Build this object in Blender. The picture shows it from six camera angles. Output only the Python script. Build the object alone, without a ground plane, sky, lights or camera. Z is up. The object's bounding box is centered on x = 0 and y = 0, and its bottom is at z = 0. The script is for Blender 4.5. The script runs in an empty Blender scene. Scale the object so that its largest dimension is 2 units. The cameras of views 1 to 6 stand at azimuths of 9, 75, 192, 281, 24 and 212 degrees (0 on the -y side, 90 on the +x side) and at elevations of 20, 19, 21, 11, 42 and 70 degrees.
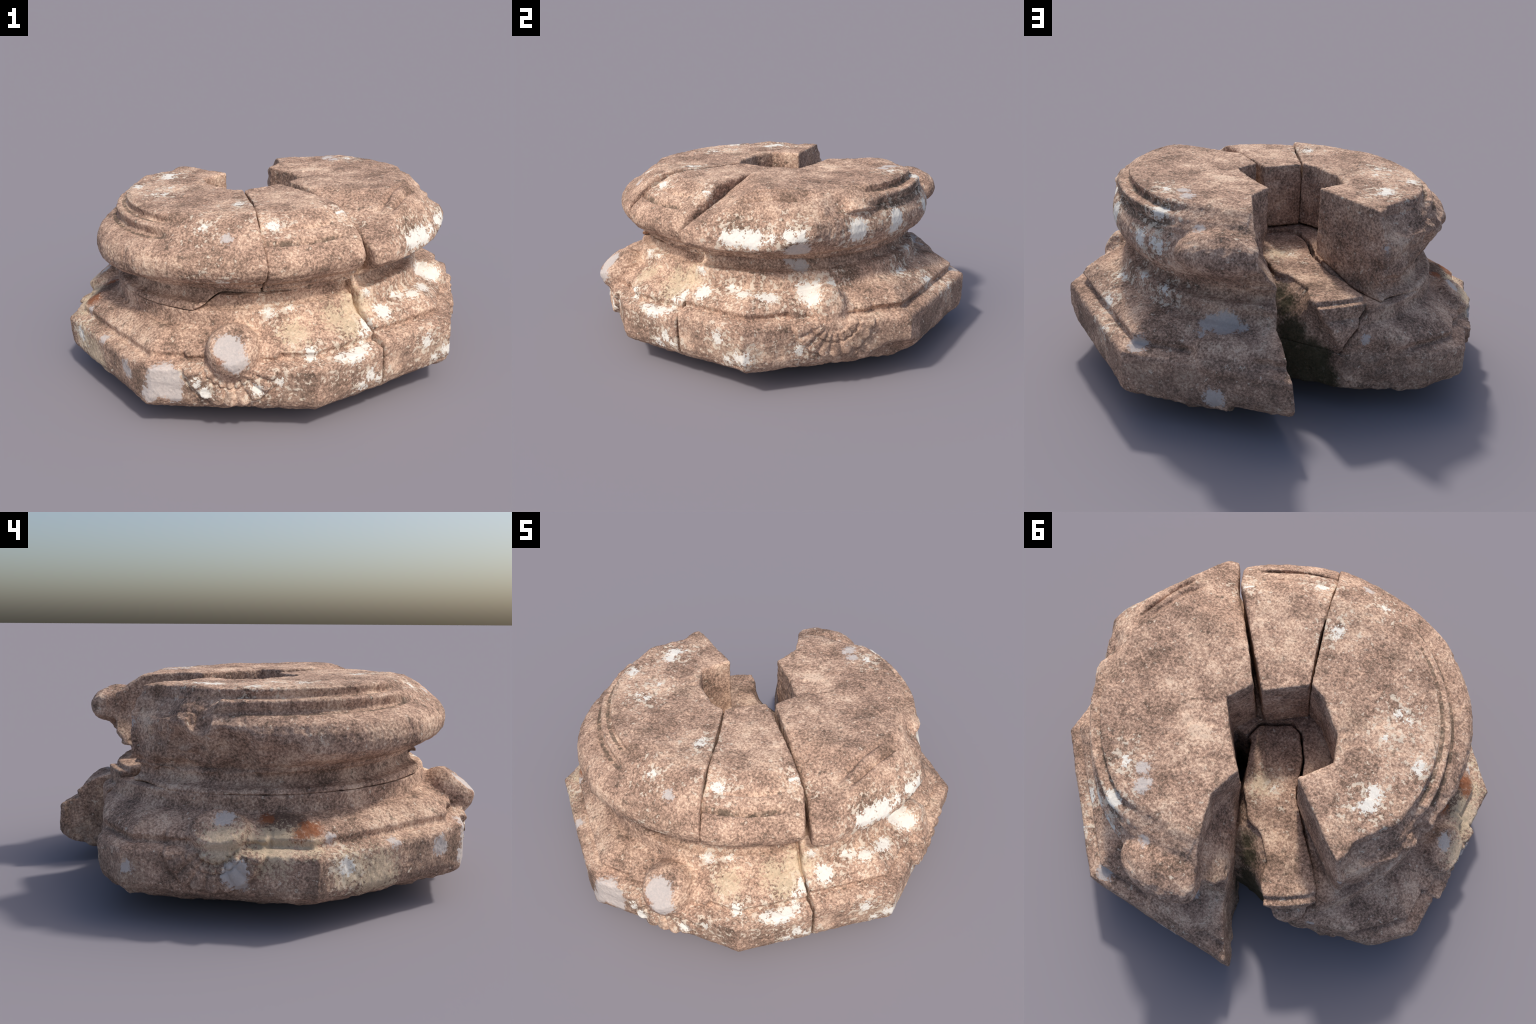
# A broken, weathered sandstone column base: octagonal plinth, stepped neck, torus and ring
# mouldings, split into five blocks around a square dowel hole.
# Every block is a solid given by a turned moulding profile, cut by fracture walls and chips,
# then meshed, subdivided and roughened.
import bpy, math
import numpy as np

H = 0.0055           # meshing step
rng = np.random.default_rng(7)
F32 = np.float32

# ----------------------------------------------------------------------------- small maths
LATTICE = rng.random((64, 64, 64)).astype(F32)


def noise(p, scale, seed=0):
    """smooth value noise in -1..1, p is (n, 3)"""
    q = p * scale + np.array([seed * 7.31 + 100, seed * 3.77 + 100, seed * 5.13 + 100], F32)
    i = np.floor(q).astype(np.int32)
    f = (q - i).astype(F32)
    f = f * f * f * (f * (f * 6 - 15) + 10)
    i &= 63
    j = (i + 1) & 63
    x0, y0, z0 = i.T
    x1, y1, z1 = j.T
    fx, fy, fz = f.T
    L = LATTICE
    a = L[x0, y0, z0] * (1 - fx) + L[x1, y0, z0] * fx
    b = L[x0, y1, z0] * (1 - fx) + L[x1, y1, z0] * fx
    c = L[x0, y0, z1] * (1 - fx) + L[x1, y0, z1] * fx
    d = L[x0, y1, z1] * (1 - fx) + L[x1, y1, z1] * fx
    return ((a * (1 - fy) + b * fy) * (1 - fz) + (c * (1 - fy) + d * fy) * fz) * 2 - 1


def fbm(p, scale, octaves=3, seed=0):
    out, amp, tot = 0, 1.0, 0
    for k in range(octaves):
        out = out + amp * noise(p, scale * 2.03 ** k, seed + k * 3)
        tot += amp
        amp *= 0.5
    return out / tot


def ramp(x, a, b):
    t = np.clip((x - a) / (b - a), 0, 1)
    return t * t * (3 - 2 * t)


def window(x, a, b, soft):
    return ramp(x, a - soft, a + soft) * (1 - ramp(x, b - soft, b + soft))


def smax(a, b, k):
    h = np.clip(0.5 - 0.5 * (b - a) / k, 0, 1)
    return b + (a - b) * h + k * h * (1 - h)


def smin(a, b, k):
    return -smax(-a, -b, k)


def side(x, y, pts):
    """signed distance to an open polyline running on straight at both ends, positive on its right"""
    def far(p, q):
        k = 6 / math.hypot(p[0] - q[0], p[1] - q[1])
        return (p[0] + (p[0] - q[0]) * k, p[1] + (p[1] - q[1]) * k)
    a, b = far(pts[0], pts[1]), far(pts[-1], pts[-2])
    dx, dy = b[0] - a[0], b[1] - a[1]
    k = 12 / math.hypot(dx, dy)
    right = (dy * k, -dx * k)
    return -polygon(x, y, [a] + pts[1:-1] + [b, (b[0] + right[0], b[1] + right[1]), (a[0] + right[0], a[1] + right[1])])


def polygon(x, y, pts):
    """signed distance to a closed polygon, negative inside"""
    best = np.full(x.shape, 1e9, F32)
    inside = np.zeros(x.shape, bool)
    for k in range(len(pts)):
        (ax, ay), (bx, by) = pts[k - 1], pts[k]
        dx, dy = bx - ax, by - ay
        t = np.clip(((x - ax) * dx + (y - ay) * dy) / (dx * dx + dy * dy), 0, 1)
        best = np.minimum(best, (x - ax - t * dx) ** 2 + (y - ay - t * dy) ** 2)
        if ay != by:
            inside ^= ((ay > y) != (by > y)) & (x < dx * (y - ay) / dy + ax)
    return (np.sqrt(best) * np.where(inside, -1, 1)).astype(F32)


def around(az, table):
    """value by azimuth (degrees, 0 at -y, 90 at +x), table of (azimuth, value), periodic"""
    t = sorted(table)
    a = [t[-1][0] - 360] + [v[0] for v in t] + [t[0][0] + 360]
    b = [t[-1][1]] + [v[1] for v in t] + [t[0][1]]
    return np.interp(az, a, b).astype(F32)


# ----------------------------------------------------------------------------- moulding profile
BASE = [(0, 0), (0.50, 0.0), (0.62, 0.02), (0.78, 0.064), (0.90, 0.112), (0.944, 0.148), (0.957, 0.178), (0.958, 0.308), (0.951, 0.322),
        (0.904, 0.336), (0.886, 0.335), (0.881, 0.345), (0.887, 0.374), (0.85, 0.400), (0.815, 0.422), (0.797, 0.434), (0.779, 0.440), (0.779, 0.455),
        (0.779, 0.505), (0.768, 0.519), (0.732, 0.524), (0.717, 0.537), (0.712, 0.56), (0.716, 0.578), (0.748, 0.584),
        (0.758, 0.592), (0.760, 0.610), (0.778, 0.618), (0.82, 0.642), (0.843, 0.675), (0.851, 0.715), (0.846, 0.752),
        (0.828, 0.786)]
CRISP = BASE + [(0.80, 0.806), (0.775, 0.818), (0.752, 0.818), (0.749, 0.832), (0.757, 0.868), (0.747, 0.878), (0.703, 0.876),
                (0.698, 0.886), (0.703, 0.914), (0.68, 0.922), (0, 0.922)]
WORN = BASE + [(0.802, 0.818), (0.775, 0.845), (0.72, 0.884), (0.67, 0.912), (0.60, 0.924), (0, 0.924)]
STEP = 0.004
QN, ZN = 320, 290


def table(profile):
    q, z = np.meshgrid(np.arange(QN) * STEP, np.arange(ZN) * STEP - 0.08, indexing="ij")
    full = profile + [(-p, z_) for p, z_ in profile[::-1] if p > 0]
    return polygon(q.astype(F32), z.astype(F32), full)


T_CRISP, T_WORN = table(CRISP), table(WORN)


def look(T, q, z):
    u = np.clip(q / STEP, 0, QN - 1.001)
    v = np.clip((z + 0.08) / STEP, 0, ZN - 1.001)
    i, j = u.astype(np.int32), v.astype(np.int32)
    fu, fv = (u - i).astype(F32), (v - j).astype(F32)
    return (T[i, j] * (1 - fu) + T[i + 1, j] * fu) * (1 - fv) + (T[i, j + 1] * (1 - fu) + T[i + 1, j + 1] * fu) * fv


CORNERS = [(0.362, -0.925), (0.952, -0.435), (0.990, 0.397), (0.478, 0.957), (-0.40, 0.975), (-0.972, 0.396),
           (-0.964, -0.385), (-0.425, -0.940)]
# how far the underside is worn up or hangs down around the plinth
FOOT = [(0, 0.0), (40, 0.008), (65, 0.009), (100, 0.009), (125, 0.004), (145, -0.012), (165, -0.034), (205, -0.034), (245, -0.014), (290, -0.012), (335, -0.006)]
AX, AY = 0.008, 0.008       # axis of the turned part

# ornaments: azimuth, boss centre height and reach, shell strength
# cut: the break that planes a boss off, as a normal and an offset
BOSSES = [dict(c=(-0.012, -0.872, 0.388), r=(0.122, 0.142, 0.122), cut=(0, -0.60, 0.80, 0.925)),
          dict(c=(0.875, 0.010, 0.402), r=(0.094, 0.090, 0.108), cut=(0.9, 0, 0.43, 1.045)),
          dict(c=(-0.880, 0.012, 0.368), r=(0.108, 0.125, 0.088), cut=(-0.6, 0, 0.8, 0.875)),
          dict(c=(0.03, 0.880, 0.340), r=(0.140, 0.105, 0.085), cut=(0, 0.75, 0.66, 0.935))]


def shells(x, y, z):
    """relief of the scalloped fans on the plinth faces, as an outward offset"""
    out = np.zeros(x.shape, F32)
    for (u, rad, lip, cz, amp, R) in ((x + 0.02, -y, 0.3, 0.365, 1.1, 0.215), (y - 0.01, x, 0.0, 0.385, 0.9, 0.205),
                                     (y - 0.02, -x, 1.0, 0.350, 1.1, 0.205)):
        v = z - cz
        rho = np.hypot(u, v)
        phi = np.arctan2(u, -v)
        m = ramp(rad, 0.80, 0.86) * (1 - ramp(rho, R + 0.008, R + 0.026)) * ramp(-v, -0.05, 0.005)
        fan = np.abs(np.cos(phi * 9.5))
        inner = ramp(rho, 0.066, 0.078) * (1 - ramp(rho, 0.106 + 0.008 * fan, 0.114 + 0.008 * fan))
        outer = ramp(rho, 0.122, 0.130) * (1 - ramp(rho, R - 0.026 + 0.016 * fan, R - 0.016 + 0.016 * fan))
        relief = 0.015 * (inner + outer) * np.sqrt(fan) - 0.006
        dish = -0.016 * np.exp(-((rho - R * 1.035) / 0.010) ** 2) - 0.030 * np.exp(-((rho - 0.088) / 0.016) ** 2) * lip
        out += (amp * m * (0.016 + relief + dish)).astype(F32)
    return out


def body(x, y, z, ring=(), bulge=(), worn=(), lift=0.0, tilt=(0.022, -0.022), spread=0.0, dome=0.0, sag=(), slope=()):
    """the whole turned base before it broke (negative inside)"""
    cx, cy = x - AX, y - AY
    r = np.hypot(cx, cy)
    az = np.degrees(np.arctan2(x, -y)).astype(F32)
    zz = z - (lift + tilt[0] * x + tilt[1] * y) * ramp(z, 0.12, 0.34) - dome * (1 - ramp(r, 0.40, 0.75)) - (around(az, sag) if sag else 0) * (1 - ramp(z, 0.70, 0.84))
    zz = zz - around(az, FOOT) * (1 - ramp(z, 0.10, 0.28))
    octo = polygon(x, y, CORNERS) + 0.955
    w = ramp(r + 0.25 * (0.36 - zz), 0.72, 0.86) * (1 - ramp(zz, 0.42, 0.48))
    off = around(az, ring) * ramp(zz, 0.80, 0.835) if ring else 0
    bul = around(az, bulge) * ramp(zz, 0.59, 0.68) * (1 - ramp(zz, 0.79, 0.83)) if bulge else 0
    q = r * (1 - w) + octo * w - off - bul - (around(az, spread) if spread else 0) * ramp(zz, 0.41, 0.48) - shells(x, y, z)
    if slope:
        q = q - around(az, slope) * window(zz, 0.365, 0.47, 0.03)
    d = look(T_CRISP, q, zz)
    if worn:
        k = around(az, worn)
        d = d * (1 - k) + look(T_WORN, q, zz) * k
    for b in BOSSES:
        e = np.sqrt(sum(((c - o) / s) ** 2 for c, o, s in zip((x, y, z), b["c"], b["r"])))
        n = b["cut"]
        ball = smax((e - 1) * min(b["r"]), n[0] * x + n[1] * y + n[2] * z - n[3], 0.007)
        d = smin(d, ball, 0.03)
    return d


HOLE = [(0.215, 0.062), (0.155, 0.145), (0.05, 0.268), (-0.07, 0.37), (-0.247, 0.204), (-0.329, 0.083), (-0.28, -0.036),
        (-0.145, -0.157), (-0.05, -0.192), (0.122, -0.054), (0.15, -0.045)]
# fracture lines in plan; each is walked so that the named block lies on its right or left
CRACK_A_TOP_E = [(0.06, 0.05), (0.150, -0.05), (0.265, -0.190), (0.372, -0.322), (0.506, -0.478), (0.595, -0.632), (0.65, -0.76)]
CRACK_A_TOP_C = [(0.04, 0.04), (0.134, -0.062), (0.252, -0.203), (0.361, -0.334), (0.494, -0.488), (0.567, -0.642), (0.61, -0.76)]
CRACK_A_LOW = [(0.04, 0.05), (0.14, -0.056), (0.33, -0.31), (0.525, -0.575), (0.618, -0.665), (0.70, -0.75)]
CRACK_B = [(-0.09, -0.05), (-0.055, -0.19), (0.021, -0.415), (0.069, -0.593), (0.103, -0.716), (0.150, -0.834), (0.18, -0.95)]
GAP_E_LOW = [(-0.32, 1.08), (-0.272, 0.955), (-0.155, 0.76), (-0.132, 0.66), (0.0, 0.38), (0.05, 0.262), (0.13, 0.0)]
GAP_E_TOP = [(-0.09, 1.08), (-0.075, 0.80), (-0.03, 0.70), (0.047, 0.46), (0.0, 0.318), (0.06, 0.25), (0.13, 0.0)]
GAP_W = [(0.06, 0.0), (-0.215, 0.215), (-0.548, 0.462), (-0.80, 0.65)]
MOSS_TOP = [(-0.345, 0.80), (-0.306, 0.657), (-0.265, 0.609), (-0.245, 0.515), (-0.155, 0.418), (-0.062, 0.385), (0.03, 0.27), (0.12, 0.05), (0.9, 0.0)]
MOSS_LOW = [(-0.56, 0.86), (-0.46, 0.67), (-0.38, 0.625), (-0.27, 0.615), (-0.16, 0.60), (-0.03, 0.60), (0.08, 0.50), (0.12, 0.05), (0.9, 0.0)]
SLAB_TOP = [(-0.12, -0.14), (-0.15, 0.047), (-0.205, 0.195), (-0.321, 0.316), (-0.433, 0.434), (-0.503, 0.519), (-0.57, 0.62)]
SLAB_LOW = [(-0.10, -0.14), (-0.12, 0.06), (-0.17, 0.22), (-0.30, 0.43), (-0.425, 0.66), (-0.49, 0.78)]


def full_block(x, y, z):
    d = body(x, y, z,
             ring=[(40, 0.02), (60, 0.035), (80, 0.05), (110, 0.045), (150, 0.04), (165, 0.01), (180, 0.0), (200, 0.0)],
             bulge=[(40, 0.02), (47, 0.055), (58, 0.06), (71, 0.055), (78, 0.065), (86, 0.068), (91, 0.025), (99, -0.01), (108, -0.022),
                    (118, -0.024), (130, -0.022), (150, -0.01), (165, 0.0), (172, 0.0), (180, 0.0), (190, -0.03), (200, -0.05)],
             worn=[(40, 1), (75, 1), (80, 1), (104, 0.8), (112, 0.05), (150, 0), (158, 0.8), (200, 1)],
             lift=0.014, tilt=(0.025, -0.028), slope=[(42, 0.006), (60, 0.008), (80, 0.012), (105, 0.020), (122, 0.014), (140, 0.006), (160, 0.0), (200, 0)], spread=[(90, 0.008), (150, 0.0), (165, -0.02), (185, -0.045), (200, -0.05)])
    # the flaked front slopes away to the rim
    d = smax(d, 0.90 * (z - (0.922 + 0.10 * (x - 0.322) + 0.47 * (y + 0.26))), 0.015)
    d = smax(d, z - 0.957, 0.01)
    # a worn trace of the ring grooves on the flaked front
    rho = 0.944 * x - 0.331 * y
    for c, w in ((0.764, 0.024), (0.712, 0.016)):
        d = d + w * np.exp(-((rho - c) / 0.011) ** 2) * window(y, -0.38, -0.10, 0.05) * ramp(z, 0.76, 0.80)
    # the flaked rim meets an upright broken face in a sharp lip
    rho = 0.866 * x - 0.5 * y
    d = smax(d, rho - 0.884 + 0.006 * np.sin(23 * x - 31 * y) - 3 * np.maximum(0.665 - z, 0), 0.004)
    d = smax(d, 0.87 * (rho - 0.884) + 0.5 * (z - 0.750) - 3 * np.maximum(0.665 - z, 0), 0.005)
    # chipped under the beak, and the lost foot corner
    e = np.radians(90)
    d = smax(d, 0.75 * (x * np.sin(e) - y * np.cos(e) - 0.905) - 0.66 * (z - 0.74) - 3 * np.maximum(0.66 - z, 0), 0.012)
    d = smax(d, 0.125 - np.sqrt((x - 1.0) ** 2 + ((y - 0.34) * 0.7) ** 2 + ((z - 0.09) * 1.0) ** 2), 0.03)
    d = smax(d, 0.105 - np.sqrt((x - 0.875) ** 2 + (y - 0.095) ** 2 + (z - 0.93) ** 2), 0.02)
    lobe = np.sqrt(((x - 0.085) / 0.20) ** 2 + ((y - 0.795) / 0.125) ** 2 + ((z - 0.755) / 0.095) ** 2) - 1
    d = smin(d, lobe * 0.10, 0.02)
    top = ramp(z, 0.60, 0.68)
    d = smax(d, side(x, y, CRACK_A_TOP_E) * top + (side(x, y, CRACK_A_LOW) + 0.008) * (1 - top), 0.010)
    t = ramp(z, 0.56, 0.76)
    foot = 0.020 * (1 - ramp(z, 0.12, 0.36)) * ramp(y, 0.45, 0.75)
    gap = side(x, y, GAP_E_LOW) * (1 - t) + side(x, y, GAP_E_TOP) * t - foot
    d = smax(d, gap, 0.012)
    d = smax(d, -polygon(x, y, HOLE), 0.012)
    # broken shoulder at the back end of the torus
    d = smax(d, 0.95 * (y - 0.80 - 0.5 * np.maximum(0.86 - z, 0) * 4) + 0.3 * (z - 0.86), 0.02)
    d = smax(d, y - 0.925 - 0.3 * np.abs(z - 0.76) - 2.0 * np.maximum(0.62 - z, 0), 0.01)
    return d


def collar_window(x, y):
    return window(np.degrees(np.arctan2(x, -y)), -12, 60, 6)


def slab_zone(x, y, z):
    s = ramp(z, 0.30, 0.54)
    west = -(side(x, y, SLAB_TOP) * s + side(x, y, SLAB_LOW) * (1 - s))
    end = polygon(x, y, [(0.13, 0.24), (0.150, 0.09), (0.120, -0.03), (-0.01, -0.105), (-0.065, -0.085), (-0.16, 0.05), (-0.75, 0.5),
                         (-0.5, 0.9), (-0.1, 0.9)])
    return smax(west, end, 0.01)


def low_block(x, y, z):
    d = body(x, y, z, tilt=(0.02, -0.012), slope=[(-120, 0.008), (-90, 0.0), (-50, -0.002), (-20, 0.0), (8, 0.010), (25, 0.010), (42, 0.004)],
             spread=[(-150, 0), (-12, 0), (6, -0.008), (22, -0.034), (45, -0.04), (60, -0.04), (90, 0)])
    d = smax(d, 0.007 - side(x, y, [(0.45, 1.2), (0.20, 0.06)] + CRACK_A_LOW[1:]), 0.010)
    r = np.hypot(x, y)
    wn = collar_window(x, y)
    collar = 0.8 * (r - np.interp(z, [0.38, 0.44, 0.49, 0.54, 0.60], [0.84, 0.765, 0.710, 0.675, 0.655]))
    d = smin(d, collar + 0.08 * (1 - wn) + 2 * np.maximum(0.40 - z, 0), 0.02)
    d = smax(d, z - (0.508 + 0.02 * x - 0.013 * y + 0.065 * (1 - ramp(r, 0.30, 0.62)) + 0.018 * (1 - ramp(r, 0.22, 0.34)) + 0.078 * wn * ramp(r, 0.35, 0.6)), 0.002)
    t = np.clip((z - 0.10) / 0.42, 0, 1) ** 3
    moss = side(x, y, MOSS_LOW) * (1 - t) + side(x, y, MOSS_TOP) * t
    d = smax(d, -moss, 0.02)
    # bed of the loose slab
    d = np.maximum(d, -np.maximum(slab_zone(x, y, z) - 0.012, 0.299 - z))
    # lost plinth corner
    lost = side(x, y, [(-0.98, 0.50), (-0.83, 0.552), (-0.66, 0.585), (-0.57, 0.618), (-0.475, 0.65), (-0.36, 0.69), (-0.20, 0.74), (0.0, 0.77)])
    d = smax(d, -(lost - 0.25 * np.maximum(0.2 - z, 0)), 0.03)
    # the underside is hollowed out towards the gap
    d = smax(d, 0.02 + 0.085 * ramp(y, 0.30, 0.52) * window(x, -0.74, 0.2, 0.10) - z, 0.03)
    # flaked corner
    d = smax(d, (x + 0.33) * -0.55 - (y + 0.93) * 0.83 + (0.24 - z) * -0.05 - 0.042, 0.01)
    return d


def upper(x, y, z, narrow=0.0, **k):
    d = body(x, y, z, tilt=(0.02, -0.014), **k)
    r = np.hypot(x, y)
    d = smax(d, (0.5085 + 0.02 * x - 0.013 * y + 0.095 * (1 - ramp(r, 0.25, 0.62)) + 0.078 * collar_window(x, y) * ramp(r, 0.35, 0.6)) - z, 0.002)
    return smax(d, -polygon(x, y, HOLE) - narrow, 0.014)


def west_torus(x, y, z):
    d = upper(x, y, z, narrow=0.010,
              ring=[(-140, 0.0), (0, 0.0), (10, 0)],
              lift=0.009, sag=[(-140, 0), (-45, 0), (-20, 0.018), (12, 0.03)], bulge=[(-130, -0.01), (-90, -0.02), (-74, 0.005), (-62, 0.030), (-45, 0.043), (-32, 0.042), (-15, 0.027), (0, 0.012), (11, 0.004)],
              worn=[(-100, 0), (-32, 0), (-22, 0.9), (12, 1)])
    d = smax(d, 0.004 - side(x, y, CRACK_B), 0.008)
    d = smax(d, side(x, y, GAP_W), 0.014)
    # torus broken away towards the gap
    hi = [(-0.90, 0.04), (-0.70, 0.06), (-0.665, 0.19), (-0.605, 0.27), (-0.56, 0.345), (-0.55, 0.50)]
    lo = [(-0.95, 0.05), (-0.812, 0.055), (-0.785, 0.16), (-0.735, 0.275), (-0.645, 0.37), (-0.59, 0.445), (-0.565, 0.58)]
    t = np.clip((z - 0.785) / 0.075, 0, 1)
    n = side(x, y, hi) * t + side(x, y, lo) * (1 - t)
    d = smax(d, -n, 0.02)
    for cx, cy, cz, rad, squash in ((-0.825, 0.245, 0.685, 0.10, 0.8), (-0.745, 0.40, 0.80, 0.072, 1.0), (-0.890, 0.02, 0.650, 0.088, 0.6), (-0.80, 0.13, 0.80, 0.07, 1.2)):
        d = smax(d, rad - np.sqrt((x - cx) ** 2 + ((y - cy) * squash) ** 2 + (z - cz) ** 2), 0.012)
    for a, reach, h in ((-98, 0.806, 0.765), (-112, 0.800, 0.730)):
        e = np.radians(a)
        rho = x * np.sin(e) - y * np.cos(e)
        d = smax(d, 0.83 * (rho - reach + 0.012 * np.sin(27 * y + 2) + 0.007 * np.sin(61 * y)) - 0.55 * (z - h) - 2 * np.maximum(0.585 - z, 0), 0.012)
    return d


def mid_torus(x, y, z):
    d = upper(x, y, z, narrow=0.022, lift=-0.012, dome=0.018, sag=[(0, 0.034), (20, 0.045), (45, 0.05)], ring=[(0, 0.0), (40, 0.03)], bulge=[(5, 0.0), (16, 0.004), (28, 0.0), (40, -0.01)],
              worn=[(5, 0.8), (15, 0.6), (30, 0.7), (36, 1)])
    r = np.hypot(x, y)
    az = np.degrees(np.arctan2(x, -y))
    d = smax(d, 0.876 * (z - 0.932 + 0.55 * (r - 0.60)), 0.02)
    for c, w in ((0.757, 0.024), (0.685, 0.012)):
        d = d + w * np.exp(-((r - c) / 0.009) ** 2) * window(az, 10, 36, 4) * ramp(z, 0.76, 0.80)
    d = smax(d, side(x, y, CRACK_B) + 0.004, 0.008)
    d = smax(d, 0.085 - np.sqrt((x - 0.605) ** 2 + (y + 0.655) ** 2 + (z - 0.655) ** 2), 0.02)
    return smax(d, 0.006 - side(x, y, CRACK_A_TOP_C), 0.014)


def slab(x, y, z):
    r = np.hypot(x, y)
    d = smax(look(T_CRISP, r + 0.018, z - 0.012), r - 0.802, 0.01)
    d = smax(np.minimum(d, r - 0.722), z - 0.575 + 0.043 * ramp(r, 0.25, 0.72) + 0.02 * np.exp(-((r - 0.42) / 0.12) ** 2), 0.008)
    d = smax(d, np.where(r > 0.722, z - 0.515, -1), 0.004)
    t = np.clip((z - 0.10) / 0.42, 0, 1) ** 3
    moss = side(x, y, MOSS_LOW) * (1 - t) + side(x, y, MOSS_TOP) * t
    d = smax(d, -moss, 0.012)
    d = smax(d, slab_zone(x, y, z), 0.012)
    return smax(d, (0.300 - z), 0.004)


# ----------------------------------------------------------------------------- meshing
def mesh_field(fn, lo, hi):
    """dual mesh of the zero surface of fn inside a box"""
    # a coarse pass finds where the surface runs, a fine pass samples it there
    m = [int(math.ceil((b - a) / (2 * H))) + 1 for a, b in zip(lo, hi)]
    ax = [(a + np.arange(k) * 2 * H).astype(F32) for a, k in zip(lo, m)]
    g = fn(*np.meshgrid(*ax, indexing="ij")).astype(F32)
    f = g.repeat(2, 0).repeat(2, 1).repeat(2, 2)
    near = np.abs(f) < 5 * H
    n = f.shape
    ijk = np.argwhere(near)
    P = (np.array(lo) + ijk * H).astype(F32)
    f[near] = fn(P[:, 0], P[:, 1], P[:, 2])
    f[[0, -1]] = 1; f[:, [0, -1]] = 1; f[:, :, [0, -1]] = 1
    f[f == 0] = 1e-6
    s = f < 0
    c = [s[i:n[0] - 1 + i, j:n[1] - 1 + j, k:n[2] - 1 + k] for i in (0, 1) for j in (0, 1) for k in (0, 1)]
    total = sum(v.astype(np.int8) for v in c)
    cells = np.argwhere((total > 0) & (total < 8))
    index = np.full([v - 1 for v in n], -1, np.int64)
    index[tuple(cells.T)] = np.arange(len(cells))
    pos = np.zeros((len(cells), 3)); cnt = np.zeros(len(cells))
    for axis in range(3):
        o = [a for a in range(3) if a != axis]
        for p in (0, 1):
            for q in (0, 1):
                a = np.zeros(3, int); a[o[0]] = p; a[o[1]] = q
                b = a.copy(); b[axis] = 1
                fa = f[tuple((cells + a).T)]; fb = f[tuple((cells + b).T)]
                m = (fa < 0) != (fb < 0)
                t = fa[m] / (fa[m] - fb[m])
                v = np.repeat(a[None].astype(float), m.sum(), 0); v[:, axis] = t
                pos[m] += v; cnt[m] += 1
    verts = np.array(lo) + (cells + pos / cnt[:, None]) * H
    quads = []
    for axis in range(3):
        o = [(1, 2), (2, 0), (0, 1)][axis]
        sl0 = [slice(None)] * 3; sl0[axis] = slice(0, -1)
        sl1 = [slice(None)] * 3; sl1[axis] = slice(1, None)
        flip = s[tuple(sl0)] != s[tuple(sl1)]
        e = np.argwhere(flip)
        e = e[(e[:, o[0]] > 0) & (e[:, o[1]] > 0) & (e[:, o[0]] < n[o[0]] - 1) & (e[:, o[1]] < n[o[1]] - 1)]
        def cell(du, dv):
            k = e.copy(); k[:, o[0]] += du; k[:, o[1]] += dv
            return index[tuple(k.T)]
        Q = np.stack([cell(-1, -1), cell(0, -1), cell(0, 0), cell(-1, 0)], 1)
        inside = s[tuple(e.T)]
        quads.append(np.where(inside[:, None], Q, Q[:, ::-1]))
    quads = np.concatenate(quads)
    return verts, quads


def make_mesh(name, verts, quads):
    me = bpy.data.meshes.new(name)
    me.vertices.add(len(verts)); me.vertices.foreach_set("co", np.ascontiguousarray(verts, F32).ravel())
    me.loops.add(quads.size); me.loops.foreach_set("vertex_index", np.ascontiguousarray(quads, np.int32).ravel())
    me.polygons.add(len(quads))
    me.polygons.foreach_set("loop_start", np.arange(0, quads.size, 4, dtype=np.int32))
    me.update(calc_edges=True)
    return me


def largest(verts, quads):
    """drop crumbs: keep only the biggest connected piece"""
    lab = np.arange(len(verts))
    while True:
        m = lab[quads].min(1)
        new = lab.copy()
        np.minimum.at(new, quads.ravel(), np.repeat(m, 4))
        new = new[new]
        if (new == lab).all():
            break
        lab = new
    ids, counts = np.unique(lab[quads[:, 0]], return_counts=True)
    keep = lab[quads[:, 0]] == ids[counts.argmax()]
    quads = quads[keep]
    used = np.unique(quads)
    remap = np.zeros(len(verts), int); remap[used] = np.arange(len(used))
    return verts[used], remap[quads]


def normals_of(me):
    n = np.empty(len(me.vertices) * 3, F32)
    me.vertex_normals.foreach_get("vector", n)
    return n.reshape(-1, 3)


def coords_of(me):
    v = np.empty(len(me.vertices) * 3, F32)
    me.vertices.foreach_get("co", v)
    return v.reshape(-1, 3)


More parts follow.
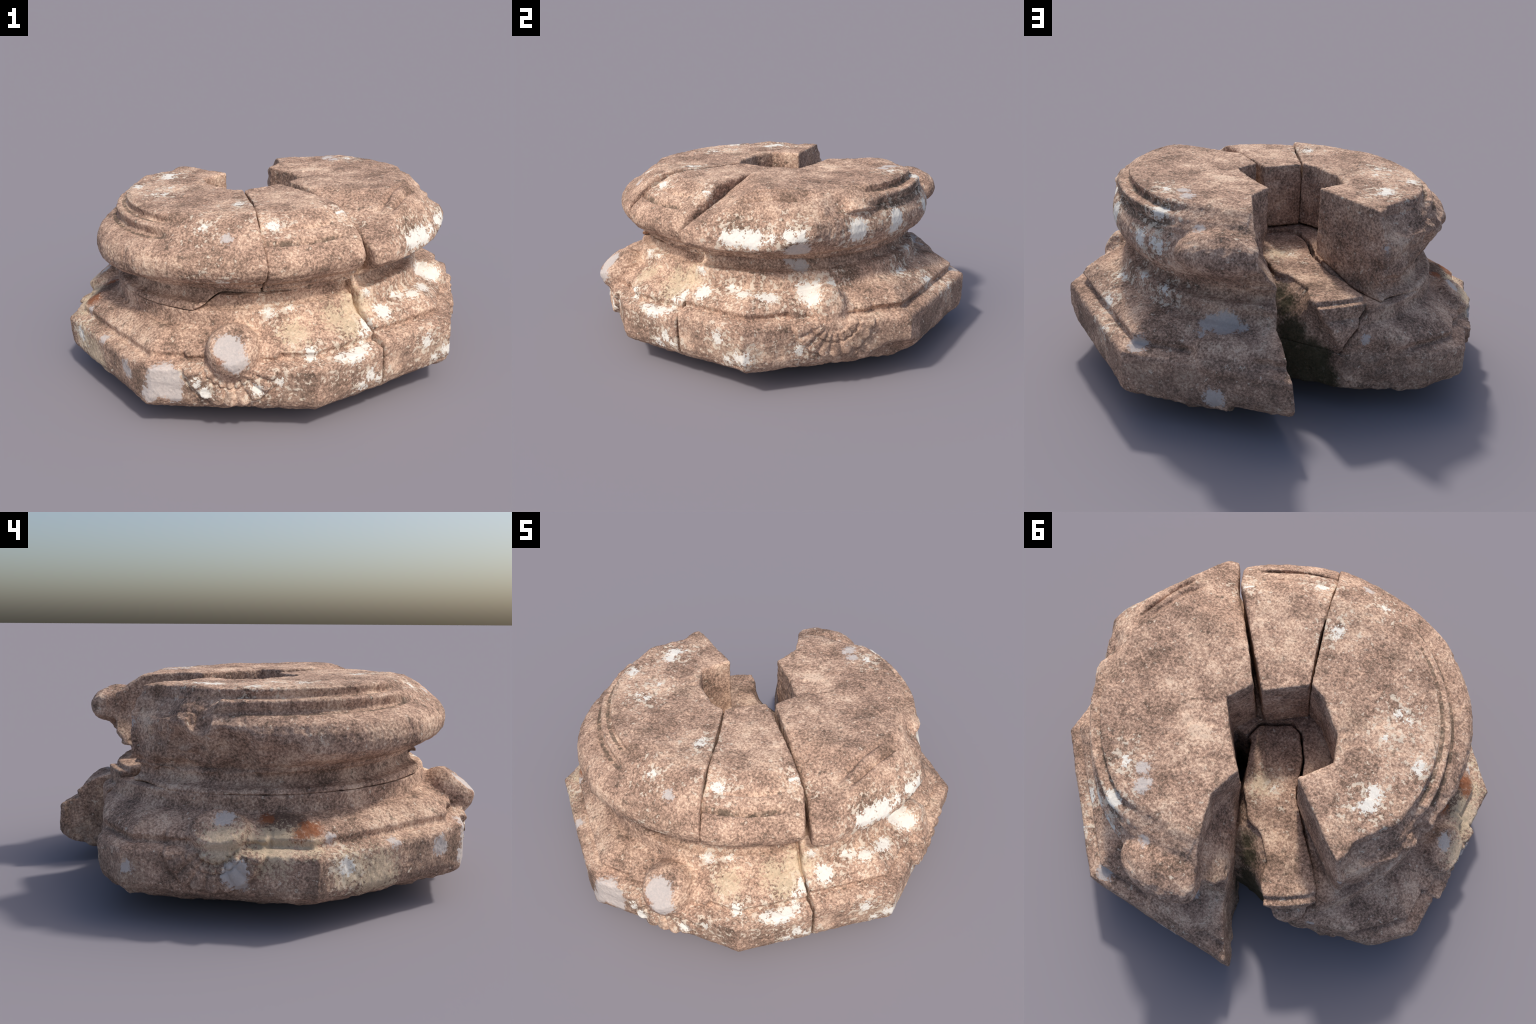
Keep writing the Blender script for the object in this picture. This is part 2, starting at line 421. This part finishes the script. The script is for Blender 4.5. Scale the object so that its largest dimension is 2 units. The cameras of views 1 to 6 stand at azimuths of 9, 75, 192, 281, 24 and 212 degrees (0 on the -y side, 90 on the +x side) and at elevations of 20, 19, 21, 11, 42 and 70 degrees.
def roughen(p, n):
    """weathering: broad undulation, tooling, pits; torn stone is rougher"""
    d = 0.005 * fbm(p, 4.5, 2, 11) + 0.0024 * fbm(p, 13, 2, 21) + 0.0019 * fbm(p, 38, 2, 31) + 0.0012 * noise(p, 110, 41)
    pits = np.clip(noise(p, 24, 51) - 0.55, 0, 1)
    d -= 0.012 * pits
    # torn western shoulder and the back ends of the blocks
    torn = np.exp(-(((p - np.array([-0.68, 0.27, 0.72], F32)) / np.array([0.16, 0.24, 0.20], F32)) ** 2).sum(1))
    torn += 0.7 * np.exp(-(((p - np.array([-0.60, 0.62, 0.22], F32)) / np.array([0.2, 0.12, 0.14], F32)) ** 2).sum(1))
    torn += 0.5 * np.exp(-(((p - np.array([0.88, 0.06, 0.80], F32)) / np.array([0.12, 0.12, 0.12], F32)) ** 2).sum(1))
    torn += 0.4 * np.exp(-(((p - np.array([0.02, 0.82, 0.80], F32)) / np.array([0.16, 0.12, 0.12], F32)) ** 2).sum(1))
    torn += 0.22 * np.exp(-(((p - np.array([-0.42, 0.34, 0.72], F32)) / np.array([0.22, 0.16, 0.22], F32)) ** 2).sum(1))
    torn += 0.25 * np.exp(-(((p - np.array([-0.05, 0.55, 0.55], F32)) / np.array([0.12, 0.25, 0.35], F32)) ** 2).sum(1))
    ridged = 1 - 2 * np.abs(fbm(p, 9, 3, 61))
    d += torn * (0.036 * fbm(p, 8, 3, 71) + 0.022 * (ridged - 0.5))
    # ragged foot
    foot = 1 - ramp(p[:, 2], 0.10, 0.17)
    d += foot * 0.012 * fbm(p, 16, 3, 81)
    return d


def boss_label(c):
    lab = np.zeros(len(c), int)
    for b in BOSSES:
        e = np.sqrt((((c - np.array(b["c"])) / (np.array(b["r"]) * 1.08)) ** 2).sum(1))
        lab[e < 1] = 3
    return lab


def shell_label(c):
    out = np.zeros(len(c), bool)
    for u, rad, cz, R in ((c[:, 0] + 0.02, -c[:, 1], 0.365, 0.225), (c[:, 1] - 0.01, c[:, 0], 0.385, 0.215), (c[:, 1] - 0.02, -c[:, 0], 0.345, 0.215)):
        v = c[:, 2] - cz
        out |= (np.hypot(u, v) < R) & (v < 0.01) & (rad > 0.86) & (c[:, 2] > 0.13)
    return out


root = bpy.data.objects.new("column_base", None)
root["label"] = "weathered broken sandstone column base with octagonal plinth and torus"
root["category"] = "column base"
bpy.context.scene.collection.objects.link(root)


def build(fn, lo, hi, names):
    """mesh a block, roughen it, and split it into its mouldings without seams"""
    material = sandstone(lo, hi)
    v, q = largest(*mesh_field(fn, lo, hi))
    fine = make_mesh("raw", v, q)
    p, n = coords_of(fine), normals_of(fine)
    p = p + n * roughen(p, n)[:, None]
    p[:, 2] = np.maximum(p[:, 2], 0.0)
    fine.vertices.foreach_set("co", p.astype(F32).ravel()); fine.update()
    p, n = coords_of(fine), normals_of(fine)
    loops = np.empty(len(fine.loops), np.int32); fine.loops.foreach_get("vertex_index", loops)
    quads = loops.reshape(-1, 4)
    c = p[quads].mean(1)
    zz = c[:, 2] - 0.022 * c[:, 0] + 0.02 * c[:, 1]
    lab = np.where(zz < 0.43, 0, np.where(zz < 0.60, 1, 2))
    b = boss_label(c)
    lab = np.where((b == 3) & (lab < 2), 3, lab)
    lab = np.where((lab == 0) & shell_label(c), 4, lab)
    if len(names) == 1:
        lab[:] = list(names)[0]
    else:
        for k in range(5):
            if k not in names:
                lab[lab == k] = min(names, key=lambda a: abs(a - k))
    for k, name in names.items():
        sub = quads[lab == k]
        if not len(sub):
            continue
        used = np.unique(sub)
        remap = np.zeros(len(p), int); remap[used] = np.arange(len(used))
        part = make_mesh(name, p[used], remap[sub])
        part.polygons.foreach_set("use_smooth", np.ones(len(sub), bool))
        part.normals_split_custom_set_from_vertices(n[used].tolist())
        part.materials.append(material)
        o = bpy.data.objects.new(name, part)
        bpy.context.scene.collection.objects.link(o)
        o.parent = root
    bpy.data.meshes.remove(fine)


# where growth and stains sit: x, y, z, radius
WHITE_LICHEN = [
    (0.13, -0.74, 0.52, 0.028), (0.22, -0.7, 0.53, 0.018), (0.56, -0.64, 0.42, 0.026), (0.55, -0.68, 0.4, 0.019), (0.63, -0.55, 0.46, 0.046),
    (0.71, -0.41, 0.48, 0.029), (0.77, -0.38, 0.48, 0.036), (0.83, -0.26, 0.47, 0.035), (0.88, -0.07, 0.46, 0.052), (0.83, -0.03, 0.49, 0.039),
    (0.85, -0.53, 0.3, 0.024), (0.93, -0.46, 0.23, 0.025), (0.89, -0.49, 0.2, 0.02), (0.58, -0.74, 0.22, 0.026), (0.54, -0.78, 0.19, 0.016),
    (0.33, -0.85, 0.37, 0.031), (0.5, -0.79, 0.35, 0.043), (0.45, -0.82, 0.35, 0.024), (0.1, -0.95, 0.25, 0.032), (-0.13, -0.96, 0.22, 0.029),
    (-0.17, -0.96, 0.27, 0.02), (0.19, -0.93, 0.28, 0.02), (0.56, -0.54, 0.55, 0.024), (-0.06, -0.82, 0.69, 0.025), (-0.16, -0.69, 0.9, 0.019),
    (-0.04, -0.47, 0.94, 0.024), (-0.64, -0.06, 0.92, 0.022), (-0.45, -0.25, 0.93, 0.02), (-0.53, 0.18, 0.92, 0.037), (0.17, -0.65, 0.89, 0.014),
    (-0.87, -0.48, 0.26, 0.032), (0.78, -0.4, 0.76, 0.048), (0.82, -0.32, 0.77, 0.042), (0.92, -0.14, 0.78, 0.035), (0.76, -0.44, 0.76, 0.048),
    (0.82, -0.34, 0.76, 0.056), (0.86, -0.26, 0.77, 0.023), (0.89, -0.18, 0.78, 0.037), (0.83, 0.18, 0.76, 0.065), (0.72, 0.43, 0.76, 0.062),
    (0.73, 0.41, 0.72, 0.039), (0.49, 0.69, 0.75, 0.042), (0.81, -0.08, 0.47, 0.054), (0.86, -0.1, 0.45, 0.026), (0.81, 0.05, 0.49, 0.022),
    (0.68, 0.63, 0.39, 0.032), (0.65, 0.5, 0.45, 0.026), (0.64, -0.56, 0.45, 0.04), (0.69, -0.42, 0.48, 0.027), (0.77, -0.38, 0.48, 0.034),
    (0.81, -0.31, 0.47, 0.027), (0.82, -0.28, 0.47, 0.024), (0.56, -0.63, 0.42, 0.032), (0.53, -0.76, 0.35, 0.043), (0.56, -0.71, 0.35, 0.031),
    (0.58, -0.74, 0.24, 0.022), (0.55, -0.77, 0.19, 0.022), (0.62, -0.71, 0.2, 0.018), (0.84, -0.53, 0.3, 0.032), (0.95, -0.43, 0.22, 0.04),
    (0.88, -0.49, 0.2, 0.025), (0.97, -0.16, 0.24, 0.029), (0.46, -0.47, 0.9, 0.013), (0.15, -0.65, 0.9, 0.03), (0.4, 0.68, 0.88, 0.046),
    (0.38, 0.76, 0.74, 0.032), (0.41, 0.74, 0.76, 0.017), (0.52, 0.59, 0.53, 0.024), (0.38, 0.69, 0.51, 0.021), (0.67, 0.65, 0.39, 0.027),
    (0.68, 0.47, 0.46, 0.022), (0.64, 0.78, 0.33, 0.019), (-0.53, 0.12, 0.92, 0.036), (-0.63, -0.09, 0.92, 0.018), (-0.04, -0.43, 0.94, 0.017),
    (-0.87, -0.48, 0.26, 0.039), (-0.64, -0.07, 0.92, 0.021), (-0.45, -0.24, 0.93, 0.017), (-0.03, -0.47, 0.94, 0.021), (-0.16, -0.69, 0.9, 0.014),
    (0.43, 0.53, 0.93, 0.013), (0.17, -0.65, 0.89, 0.017), (-0.03, -0.45, 0.94, 0.019), (-0.45, -0.24, 0.93, 0.014), (-0.51, -0.24, 0.92, 0.012),
    (-0.45, -0.12, 0.93, 0.013), (-0.63, -0.07, 0.92, 0.017), (-0.54, 0.15, 0.92, 0.026), (-0.48, 0.22, 0.92, 0.009), (0.43, 0.51, 0.93, 0.015),
    (0.44, -0.47, 0.91, 0.017), (-0.09, 0.21, 0.57, 0.012),
]
PALE_CRUST = [
    (0.87, -0.14, 0.7, 0.064), (0.73, -0.08, 0.57, 0.044), (0.71, -0.13, 0.6, 0.025), (0.07, 0.79, 0.43, 0.069), (0.14, 0.79, 0.43, 0.046),
    (-0.01, 0.79, 0.43, 0.025), (0.15, 0.85, 0.4, 0.015), (0.06, 0.97, 0.17, 0.046), (-0.53, 0.63, 0.37, 0.024), (0.42, 0.9, 0.33, 0.047),
    (-0.58, 0.48, 0.76, 0.016), (0.2, 0.75, 0.84, 0.021), (-0.89, -0.01, 0.43, 0.041), (-1, -0.07, 0.24, 0.059), (-0.99, -0.09, 0.19, 0.037),
    (-0.97, 0.37, 0.23, 0.027), (-0.84, -0.41, 0.36, 0.023), (-0.69, -0.65, 0.32, 0.027), (-0.52, -0.84, 0.26, 0.043), (-0.04, -0.76, 0.87, 0.027),
    (-0.32, -0.94, 0.26, 0.087), (-0.39, -0.94, 0.2, 0.045), (-0.28, -0.94, 0.2, 0.045), (-0.02, -0.95, 0.44, 0.069), (0.02, -1, 0.4, 0.056),
    (0.35, 0.51, 0.93, 0.032), (0.31, 0.57, 0.93, 0.036),
]
CREAM_STAIN = [
    (-0.98, -0.02, 0.35, 0.096), (-0.92, -0.12, 0.36, 0.04), (-0.9, -0.2, 0.32, 0.108), (-0.89, -0.34, 0.34, 0.06), (-0.76, -0.6, 0.19, 0.107),
    (-0.86, -0.5, 0.24, 0.081), (0.48, -0.66, 0.44, 0.072), (0.42, -0.65, 0.45, 0.063), (0.25, -0.78, 0.44, 0.065), (-0.03, 0.22, 0.57, 0.049),
    (0.5, -0.57, 0.48, 0.075),
]
RUST_STAIN = [
    (-0.84, -0.34, 0.39, 0.035), (-0.88, -0.31, 0.38, 0.026), (-0.81, -0.16, 0.41, 0.027), (-0.05, -0.99, 0.41, 0.015),
]
DARK_CRUST = [
    (-0.83, -0.23, 0.4, 0.092), (-0.92, -0.17, 0.35, 0.031),
]
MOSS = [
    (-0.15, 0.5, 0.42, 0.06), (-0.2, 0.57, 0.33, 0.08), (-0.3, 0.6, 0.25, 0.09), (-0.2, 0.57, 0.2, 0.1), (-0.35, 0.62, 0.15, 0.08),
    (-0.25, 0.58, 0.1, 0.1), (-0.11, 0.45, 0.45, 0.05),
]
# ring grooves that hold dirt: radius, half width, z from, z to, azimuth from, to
GROOVES = [(0.757, 0.011, 0.78, 0.88, 10, 36), (0.758, 0.010, 0.80, 0.875, -94, -26), (0.708, 0.009, 0.862, 0.905, -94, -30),
           (0.806, 0.012, 0.80, 0.88, 112, 156), (0.756, 0.010, 0.86, 0.91, 112, 154)]


class Nodes:
    """short hand for building a node tree"""

    def __init__(self, tree):
        self.t = tree

    def add(self, kind, **inputs):
        n = self.t.nodes.new(kind)
        for k, v in inputs.items():
            if k in ("operation", "blend_type", "data_type", "clamp_result", "interpolation_type", "feature"):
                setattr(n, k, v)
        for k, v in inputs.items():
            if k in ("operation", "blend_type", "data_type", "clamp_result", "interpolation_type", "feature"):
                continue
            s = n.inputs[int(k[1:])] if k[0] == "i" and k[1:].isdigit() else n.inputs[k]
            if isinstance(v, bpy.types.NodeSocket):
                self.t.links.new(v, s)
            else:
                s.default_value = v
        return n

    def math(self, op, a, b=0.0, c=0.0):
        return self.add("ShaderNodeMath", operation=op, i0=a, i1=b, i2=c).outputs[0]

    def noise(self, co, scale, detail=4.0, rough=0.6):
        n = self.add("ShaderNodeTexNoise", Vector=co, Scale=scale, Detail=detail, Roughness=rough)
        return n.outputs[0]

    def step(self, v, a, b, lo=0.0, hi=1.0):
        return self.add("ShaderNodeMapRange", interpolation_type="SMOOTHSTEP", i0=v, i1=a, i2=b, i3=lo, i4=hi).outputs[0]

    def ramp(self, v, stops):
        n = self.add("ShaderNodeValToRGB", Fac=v)
        e = n.color_ramp.elements
        while len(e) < len(stops):
            e.new(0.5)
        for el, (p, c) in zip(e, stops):
            el.position, el.color = p, (*c, 1)
        return n.outputs[0]

    def mix(self, f, a, b, blend="MIX"):
        n = self.t.nodes.new("ShaderNodeMix")
        n.data_type, n.blend_type = "RGBA", blend
        for s, v in ((n.inputs[0], f), (n.inputs[6], a), (n.inputs[7], b)):
            if isinstance(v, bpy.types.NodeSocket):
                self.t.links.new(v, s)
            else:
                s.default_value = (*v, 1) if isinstance(v, tuple) else v
        return n.outputs[2]


def sandstone(lo, hi):
    """mottled pink-brown sandstone with lichen, crusts and stains that lie inside a box"""
    m = bpy.data.materials.new("weathered_sandstone")
    m.use_nodes = True
    N = Nodes(m.node_tree)
    bsdf = m.node_tree.nodes["Principled BSDF"]
    co = N.add("ShaderNodeTexCoord").outputs["Object"]

    coarse = N.noise(co, 3.2, 3, 0.5)
    mottle = N.noise(co, 7.0, 12, 0.70)
    grain = N.noise(co, 92.0, 7, 0.75)
    speck = N.noise(co, 130.0, 3, 0.6)
    spots = N.noise(co, 24.0, 7, 0.7)

    v = N.math("MULTIPLY_ADD", N.math("SUBTRACT", grain, 0.5), 1.15, N.math("MULTIPLY_ADD", mottle, 0.86, 0.08))
    v = N.math("MULTIPLY_ADD", N.math("SUBTRACT", coarse, 0.5), 0.18, v)
    col = N.ramp(v, [(0.24, (0.100, 0.066, 0.048)), (0.38, (0.225, 0.146, 0.105)), (0.48, (0.395, 0.251, 0.184)),
                     (0.58, (0.590, 0.390, 0.282)), (0.69, (0.815, 0.605, 0.448))])
    # greyer and pinker regions
    col = N.mix(N.step(N.noise(co, 4.6, 4, 0.6), 0.48, 0.66, 0, 0.30), col, (0.92, 0.98, 0.96), "MULTIPLY")
    col = N.mix(N.step(N.noise(co, 6.1, 5, 0.6), 0.52, 0.66, 0, 0.38), col, N.mix(1.0, col, (0.70, 0.72, 0.72), "MULTIPLY"))
    # dark organic spots, pale mineral specks
    col = N.mix(N.step(spots, 0.57, 0.65, 0, 0.62), col, (0.095, 0.070, 0.052))
    col = N.mix(N.step(speck, 0.60, 0.68, 0, 0.50), col, (0.70, 0.55, 0.42))

    wob = N.add("ShaderNodeTexNoise", Vector=co, Scale=24.0, Detail=4.0, Roughness=0.6).outputs["Color"]
    wob = N.add("ShaderNodeVectorMath", operation="SUBTRACT", i0=wob, i1=(0.5, 0.5, 0.5)).outputs[0]
    warped = N.add("ShaderNodeVectorMath", operation="MULTIPLY_ADD", i0=wob, i1=(0.055, 0.055, 0.055), i2=co).outputs[0]
    edge = N.math("SUBTRACT", N.noise(co, 70.0, 5, 0.7), 0.5)

    def reach(items, grow=1.0):
        d = None
        for x, y, z, r in items:
            if not all(a - 0.1 < c < b + 0.1 for a, c, b in zip(lo, (x, y, z), hi)):
                continue
            e = N.add("ShaderNodeVectorMath", operation="DISTANCE", i0=warped, i1=(x, y, z)).outputs["Value"]
            e = N.math("SUBTRACT", e, r * grow)
            d = e if d is None else N.math("MINIMUM", d, e)
        return d

    def patches(items, ragged, soft, grow=1.0):
        d = reach(items, grow)
        if d is None:
            return None
        return N.step(N.math("MULTIPLY_ADD", edge, ragged, d), -soft, soft, 1.0, 0.0)

    # darker brown below the top edge of the plinth, broken up by noise
    sep = N.add("ShaderNodeSeparateXYZ", i0=warped).outputs[2]
    lower_brown = N.math("MULTIPLY", N.step(sep, 0.27, 0.34, 1.0, 0.0), N.step(N.noise(co, 11.0, 8, 0.7), 0.38, 0.56))
    col = N.mix(N.math("MULTIPLY", lower_brown, 0.42), col, (0.175, 0.125, 0.095))
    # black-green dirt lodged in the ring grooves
    xyz = N.add("ShaderNodeSeparateXYZ", i0=co)
    sx, sy, sz = xyz.outputs
    rad = N.math("SQRT", N.math("ADD", N.math("MULTIPLY", sx, sx), N.math("MULTIPLY", sy, sy)))
    turn = N.math("DEGREES", N.math("ARCTAN2", sx, N.math("MULTIPLY", sy, -1.0)))
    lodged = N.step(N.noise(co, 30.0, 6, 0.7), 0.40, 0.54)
    for r0, half, z0, z1, a0, a1 in GROOVES:
        k = N.step(N.math("ABSOLUTE", N.math("SUBTRACT", rad, r0)), half * 0.7, half * 1.3, 1.0, 0.0)
        k = N.math("MULTIPLY", k, N.step(N.math("ABSOLUTE", N.math("SUBTRACT", sz, (z0 + z1) / 2)), (z1 - z0) * 0.42, (z1 - z0) * 0.58, 1.0, 0.0))
        k = N.math("MULTIPLY", k, N.step(N.math("ABSOLUTE", N.math("SUBTRACT", turn, (a0 + a1) / 2)), (a1 - a0) * 0.5 - 2, (a1 - a0) * 0.5 + 2, 1.0, 0.0))
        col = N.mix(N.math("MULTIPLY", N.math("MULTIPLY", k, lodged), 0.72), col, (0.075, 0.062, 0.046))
    # crumbs of pale lichen, thicker round the larger growths
    crumbs = N.noise(co, 38.0, 7, 0.68)
    near = reach(WHITE_LICHEN)
    halo = N.step(near, 0.0, 0.15, 0.10, 0.0) if near is not None else 0.0
    crumbs = N.step(N.math("ADD", crumbs, halo), 0.622, 0.652)
    col = N.mix(N.math("MULTIPLY", crumbs, 0.75), col, (0.76, 0.66, 0.53))

    for items, ragged, soft, grow, strength, tint in (
            (DARK_CRUST, 0.14, 0.020, 1.0, 0.78, (0.085, 0.055, 0.042)),
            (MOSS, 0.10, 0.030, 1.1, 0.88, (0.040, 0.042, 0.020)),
            (CREAM_STAIN, 0.40, 0.020, 0.90, 0.60, (0.76, 0.62, 0.43)),
            (RUST_STAIN, 0.14, 0.018, 1.15, 0.90, (0.28, 0.095, 0.040)),
            (PALE_CRUST, 0.09, 0.008, 0.95, 0.85, (0.60, 0.545, 0.51)),
            (WHITE_LICHEN, 0.14, 0.003, 0.84, 0.95, (0.84, 0.80, 0.72))):
        k = patches(items, ragged, soft, grow)
        if k is not None:
            col = N.mix(N.math("MULTIPLY", k, strength), col, N.mix(0.25, tint, N.mix(1.0, tint, N.mix(grain, (0.5, 0.5, 0.5), (1.4, 1.4, 1.4)), "MULTIPLY")))

    height = N.math("MULTIPLY_ADD", grain, 0.7, N.math("MULTIPLY", mottle, 0.8))
    bump = N.add("ShaderNodeBump", Strength=0.55, Distance=0.012, Height=height)
    m.node_tree.links.new(bump.outputs[0], bsdf.inputs["Normal"])
    m.node_tree.links.new(col, bsdf.inputs["Base Color"])
    bsdf.inputs["Roughness"].default_value = 0.93
    bsdf.inputs["Specular IOR Level"].default_value = 0.2
    return m

build(low_block, (-1.12, -1.12, -0.03), (0.80, 0.95, 0.66), {0: "plinth", 1: "neck", 3: "carved_boss", 4: "shell_relief"})
build(full_block, (-0.42, -0.90, -0.03), (1.12, 1.12, 1.04), {0: "plinth", 1: "neck", 2: "torus", 3: "carved_boss", 4: "shell_relief"})
build(west_torus, (-1.02, -1.0, 0.46), (0.30, 0.62, 1.02), {1: "neck", 2: "torus"})
build(mid_torus, (-0.14, -1.0, 0.46), (0.70, 0.12, 1.02), {1: "neck", 2: "torus"})
build(slab, (-0.66, -0.2, 0.25), (0.2, 0.86, 0.62), {1: "neck_slab"})
